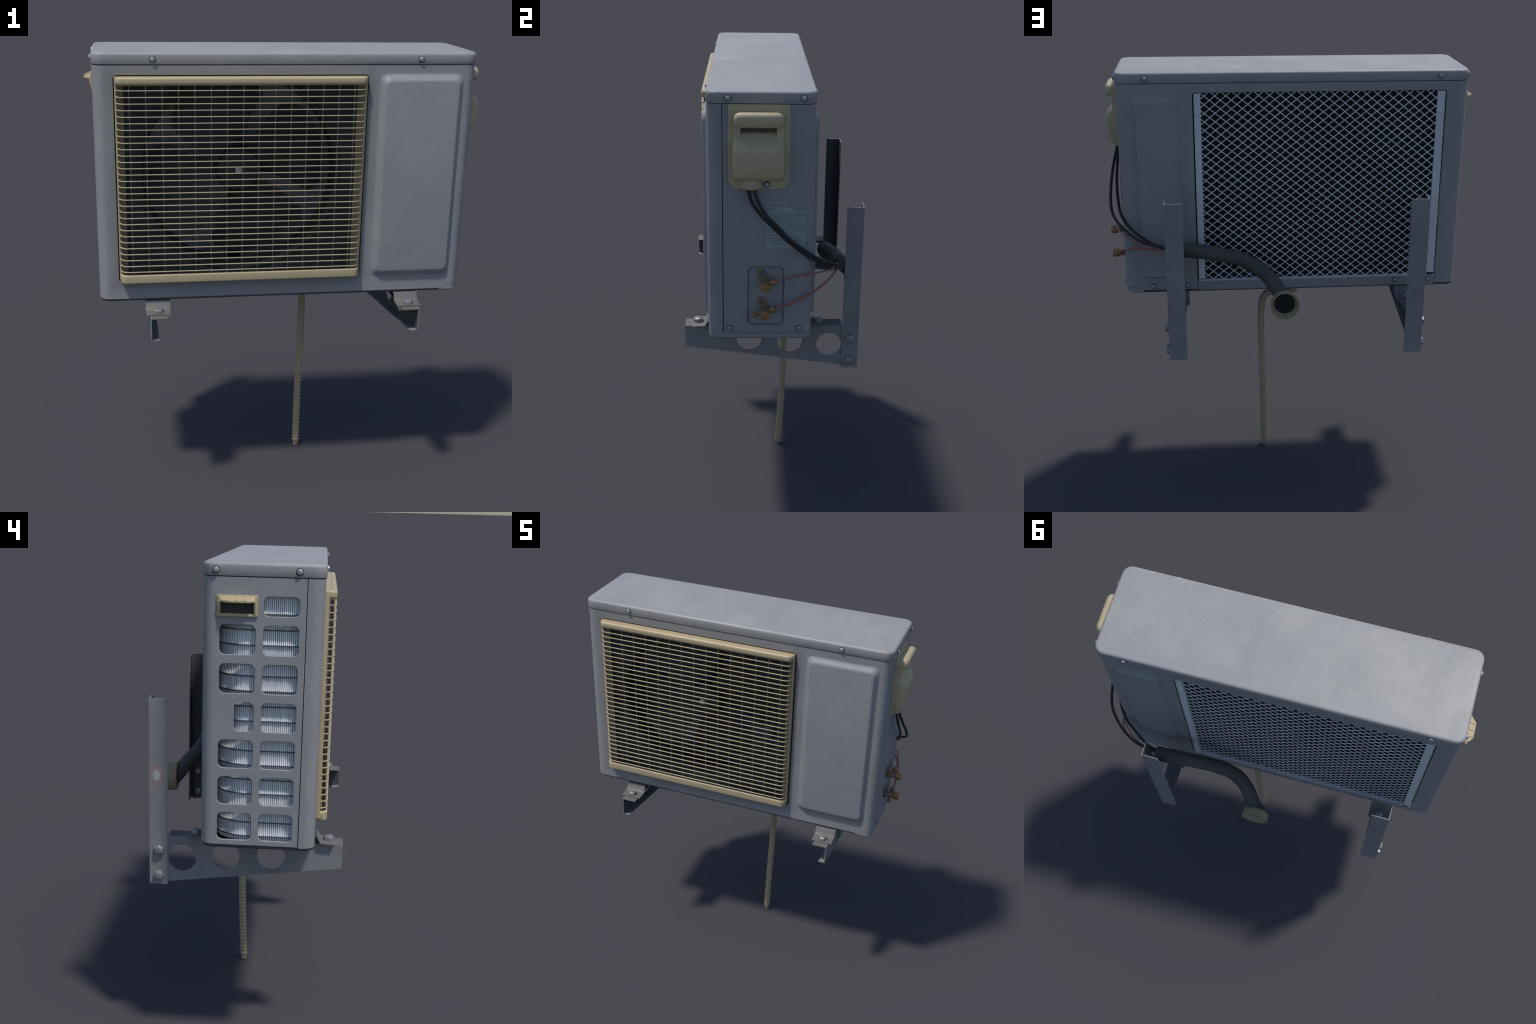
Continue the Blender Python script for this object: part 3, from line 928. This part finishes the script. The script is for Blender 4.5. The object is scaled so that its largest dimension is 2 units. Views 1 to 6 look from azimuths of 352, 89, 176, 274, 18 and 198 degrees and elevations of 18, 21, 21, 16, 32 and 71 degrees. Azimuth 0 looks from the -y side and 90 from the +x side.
end_b = valve(-0.0510, 1.0775, True)

# ------------------------------------------------------------------ copper lines, cables, insulated run, wall sleeve
def line(name, pts, r, mat, sides=12, sub=8, angle=60):
    bm = bmesh.new()
    tube(bm, catmull(pts, sub), r, sides)
    return obj(name, to_mesh(bm, name), unit, mat, angle)
line("copper_pipe", [end_a, (0.820, 0.020, 1.2270), (0.810, 0.090, 1.2390), (0.770, 0.165, 1.2380), (0.715, 0.222, 1.2290), (0.650, 0.253, 1.2200), (0.560, 0.264, 1.2080)], 0.0034, "copper")
line("copper_pipe.001", [end_b, (0.822, 0.030, 1.1100), (0.817, 0.090, 1.1360), (0.803, 0.145, 1.1610), (0.768, 0.198, 1.1880), (0.722, 0.233, 1.2040), (0.653, 0.258, 1.2080), (0.560, 0.264, 1.2020)], 0.0053, "copper")
line("cable", [(0.812, -0.0985, 1.630), (0.818, -0.092, 1.590), (0.8265, -0.080, 1.560), (0.836, -0.050, 1.512), (0.8420, -0.002, 1.463), (0.8440, 0.045, 1.413), (0.838, 0.112, 1.362), (0.814, 0.164, 1.320), (0.756, 0.220, 1.276), (0.680, 0.255, 1.238), (0.560, 0.272, 1.212)], 0.0070, "rubber", 8, 3)
line("cable.001", [(0.806, -0.1250, 1.630), (0.810, -0.116, 1.585), (0.8150, -0.104, 1.554), (0.8180, -0.069, 1.504), (0.8185, -0.027, 1.461), (0.8130, 0.036, 1.398), (0.795, 0.111, 1.331), (0.753, 0.168, 1.283), (0.690, 0.210, 1.245), (0.630, 0.245, 1.220), (0.560, 0.262, 1.205)], 0.0070, "rubber", 8, 3)
sleeve_path = [(0.578, 0.2700, 1.2085), (0.500, 0.2660, 1.2030), (0.410, 0.2550, 1.1870), (0.323, 0.2435, 1.1640), (0.240, 0.2390, 1.1400), (0.170, 0.2480, 1.1060), (0.115, 0.2790, 1.0660), (0.076, 0.3200, 1.0260), (0.050, 0.3580, 0.9820), (0.030, 0.3950, 0.9420)]
bm = bmesh.new()
pts = catmull(sleeve_path, 6)
tube(bm, pts, lambda i, s: 0.0350 + 0.0008 * math.sin(s * 60), 20, caps=False)
bmesh.ops.bisect_plane(bm, geom=bm.verts[:] + bm.edges[:] + bm.faces[:], plane_co=(0, 0.366, 0), plane_no=(0, 1, 0), clear_outer=True)
# inner wall at the open end
inner = catmull(sleeve_path, 6)[:8]
tube(bm, inner, 0.0270, 20, caps=True)
rim0 = [v for v in bm.verts]
sl = obj("insulated_pipe", to_mesh(bm, "insulated_pipe"), unit, "foam", 60)
# rim ring joining the outer and inner wall of the foam
bm = bmesh.new()
d0 = (pts[1] - pts[0]).normalized()
lathe(bm, [(0.0270, 0.003), (0.0270, -0.003), (0.0350, -0.002), (0.0352, 0.004)], pts[0], d0, 20)
for f in [f for f in bm.faces if len(f.verts) > 4]:
    bm.faces.remove(f)
obj("foam_rim", to_mesh(bm, "foam_rim"), sl, "foam", 40)
# wall sleeve: short conical cup, open toward the wall
bm = bmesh.new()
prof = [(0.036, 0.3620), (0.060, 0.3610), (0.0645, 0.3640), (0.0665, 0.3700), (0.0675, 0.4030), (0.0640, 0.4030), (0.0500, 0.3720), (0.0470, 0.3690)]
rings = [[(0.041 + r * math.cos(2 * math.pi * i / 20), y, 0.9635 + r * math.sin(2 * math.pi * i / 20)) for i in range(20)] for r, y in prof]
loft(bm, rings, True, False)
cup = obj("wall_sleeve", to_mesh(bm, "wall_sleeve"), unit, "sleeve", 35)
bm = bmesh.new()
lathe(bm, [(0.0490, 0.0), (0.0490, 0.003)], (0.041, 0.3700, 0.9635), (0, 1, 0), 20)
obj("sleeve_end", to_mesh(bm, "sleeve_end"), cup, "gap", 35)
bm = bmesh.new()
tube(bm, [(0.041 + 0.014 * math.cos(math.radians(a)), 0.3735 + 0.004 * math.sin(math.radians(a - 180)), 0.9205 + 0.010 * math.sin(math.radians(a))) for a in range(200, 341, 14)], 0.0028, 8)
obj("sleeve_clip", to_mesh(bm, "sleeve_clip"), cup, "steel", 50)

# drain hose: corrugated, bends under the tray and hangs to the ground
hose_pts = [(-0.028, 0.086, 0.945), (-0.030, 0.085, 0.925), (-0.016, 0.083, 0.9080), (0.020, 0.080, 0.9020), (0.070, 0.073, 0.8990), (0.108, 0.066, 0.8850), (0.127, 0.061, 0.8500), (0.1330, 0.058, 0.800),
            (0.1340, 0.057, 0.700), (0.1325, 0.056, 0.590), (0.1290, 0.0555, 0.450), (0.1255, 0.051, 0.300), (0.1230, 0.0445, 0.150), (0.1220, 0.0400, 0.0500), (0.1220, 0.0385, 0.0240)]
fine = []
raw = catmull(hose_pts, 30)
# resample evenly
acc, step = 0.0, 0.0024
fine = [raw[0]]
for a, b in zip(raw[:-1], raw[1:]):
    seg = (b - a).length
    while acc + seg >= step:
        t = (step - acc) / seg
        a = a + (b - a) * t
        seg = (b - a).length
        fine.append(a.copy())
        acc = 0.0
    acc += seg
bm = bmesh.new()
total = len(fine)
def hose_r(i, s):
    f = i / total
    ripple = 0.0005 + 0.0008 * min(1.0, max(0.0, (f - 0.12) / 0.75))
    return 0.0168 + ripple * math.sin(2 * math.pi * s / 0.0190) * 1.0
tube(bm, fine, hose_r, 18)
hose = obj("drain_hose", to_mesh(bm, "drain_hose"), unit, "hose", 70)
bm = bmesh.new()
lathe(bm, [(0.0128, 0.0255), (0.0128, 0.0020), (0.0118, 0.0), (0.0100, 0.0), (0.0095, 0.006)], (0.1220, 0.0382, 0.0), (0, 0, 1), 20)
obj("hose_nozzle", to_mesh(bm, "hose_nozzle"), hose, "hose", 40)

# ------------------------------------------------------------------ wall brackets
def hex_bolt_mesh(r=0.0225, h=0.0165):
    bm = bmesh.new()
    lathe(bm, [(r, -0.001), (r, h * 0.62), (r * 0.92, h * 0.85), (r * 0.72, h * 1.02), (r * 0.4, h * 1.1)], (0, 0, 0), (0, 0, 1), 6)
    return to_mesh(bm, "bolt")
BOLT = obj("bolt", hex_bolt_mesh(), unit, "bolt", 30)
bevel(BOLT, 0.0015, 2, 25)
bolt_used = []
def bolt(parent, p, axis, twist=0.0, scale=1.0):
    m = Matrix.Translation(p) @ rot_to(axis) @ Matrix.Rotation(twist, 4, "Z") @ Matrix.Scale(scale, 4)
    if not bolt_used:
        bolt_used.append(1); BOLT.parent = parent; BOLT.matrix_world = m
    else:
        copy_of(BOLT, parent, m)

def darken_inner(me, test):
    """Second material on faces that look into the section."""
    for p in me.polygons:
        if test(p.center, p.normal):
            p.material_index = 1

def bracket(xw, s, post_mat, bolt_x):
    """xw: outer face of the arm web; s: +1 when that face looks toward +x."""
    br = bpy.data.objects.new("wall_bracket", None)
    bpy.context.scene.collection.objects.link(br)
    br.parent = unit
    t = 0.0045
    # arm web with three round holes
    bm = bmesh.new()
    prism(bm, [(-0.4030, 0.7955), (0.3600, 0.6950), (0.3600, 0.8980), (-0.4030, 0.8980)], "x", min(xw, xw - s * t), max(xw, xw - s * t))
    arm = obj("arm", to_mesh(bm, "arm"), br, ["steel", "steel_inner"])
    cuts = []
    for y, z in ((-0.1170, 0.8330), (0.0670, 0.8230), (0.2440, 0.8070)):
        c = bmesh.new(); lathe(c, [(0.0566, -0.05), (0.0566, 0.05)], (xw, y, z), (1, 0, 0), 20); cuts.append(c)
    boolean(arm, cuts)
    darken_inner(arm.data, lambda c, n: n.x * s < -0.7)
    # flanges
    def span(a, b):
        return (min(a, b), max(a, b))
    xa, xb = span(xw - s * (t - 0.0005), xw - s * 0.0760)
    bm = bmesh.new(); add_box(bm, (xa, -0.4030, 0.8935), (xb, 0.3020, 0.8978))
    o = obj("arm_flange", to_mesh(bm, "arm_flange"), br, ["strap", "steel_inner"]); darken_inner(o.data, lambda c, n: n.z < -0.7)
    bevel(o, 0.001)
    xa, xb = span(xw - s * (t - 0.0005), xw - s * 0.0360)
    bm = bmesh.new()
    y0, y1 = -0.4030, 0.3600
    zz = lambda y: 0.7955 + (0.6950 - 0.7955) * (y + 0.4030) / 0.7630
    loft(bm, [[(xa, y, zz(y) + 0.0003), (xb, y, zz(y) + 0.0003), (xb, y, zz(y) + 0.0024), (xa, y, zz(y) + 0.0024)] for y in (y0, y1)])
    o = obj("arm_flange.001", to_mesh(bm, "arm_flange"), br, ["steel", "steel_inner"])
    # angle-iron post: one leg beside the arm, one leg on the wall
    xo = xw + s * 0.0075
    po = bmesh.new()
    loop = [(xo, 0.3025), (xo, 0.3770), (xo - s * 0.0830, 0.3770), (xo - s * 0.0830, 0.3725), (xo - s * 0.0052, 0.3725), (xo - s * 0.0052, 0.3025)]
    prism(po, loop, "z", 0.6915, 1.4625)
    post = obj("post", to_mesh(po, "post"), br, [post_mat, "steel_inner"])
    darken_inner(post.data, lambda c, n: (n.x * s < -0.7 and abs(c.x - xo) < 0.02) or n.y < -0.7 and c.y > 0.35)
    bevel(post, 0.0012)
    for z, tw in ((0.8405, 0.55), (0.7315, 0.1)):
        bolt(br, (xo, 0.3375, z), (s, 0, 0), tw + (0.2 if s < 0 else 0))
        bolt(br, (xw - s * t, 0.3375, z), (-s, 0, 0), tw, 0.8)
    # two bent straps that hold the tray down
    for yb, dy in ((-0.3450, -1), (0.1920, 1)):
        w = 0.0530
        prof = []
        edge = yb + dy * 0.0240
        for ty, tz in ((edge, 0.9015), (edge - dy * 0.006, 0.9028), (yb, 0.9034), (yb - dy * 0.024, 0.9036), (yb - dy * 0.033, 0.9070), (yb - dy * 0.0405, 0.9170), (yb - dy * 0.048, 0.9300), (yb - dy * 0.054, 0.9362), (yb - dy * 0.110, 0.9366)):
            prof.append((ty, tz))
        bm = bmesh.new()
        cols = 9
        rings = []
        for j in range(cols):
            f = j / (cols - 1)
            x = bolt_x - w + 2 * w * f
            droop = -0.0030 * abs(2 * f - 1) ** 4
            top = [(x, y, z + droop * (1 if z < 0.91 else 0) + 0.0018) for y, z in prof]
            bot = [(x, y, z + droop * (1 if z < 0.91 else 0) - 0.0018) for y, z in reversed(prof)]
            rings.append(top + bot)
        loft(bm, rings)
        st = obj("strap", to_mesh(bm, "strap"), br, "strap", 40)
        bolt(br, (bolt_x, yb, 0.9050), (0, 0, 1), 0.26 if s > 0 else 0.5)
        bolt(br, (bolt_x, yb, 0.8935), (0, 0, -1), 0.2, 0.8)
    return br
bracket(0.5750, 1, "steel", 0.5386)
bracket(-0.6065, -1, "steel_spot", -0.5716)
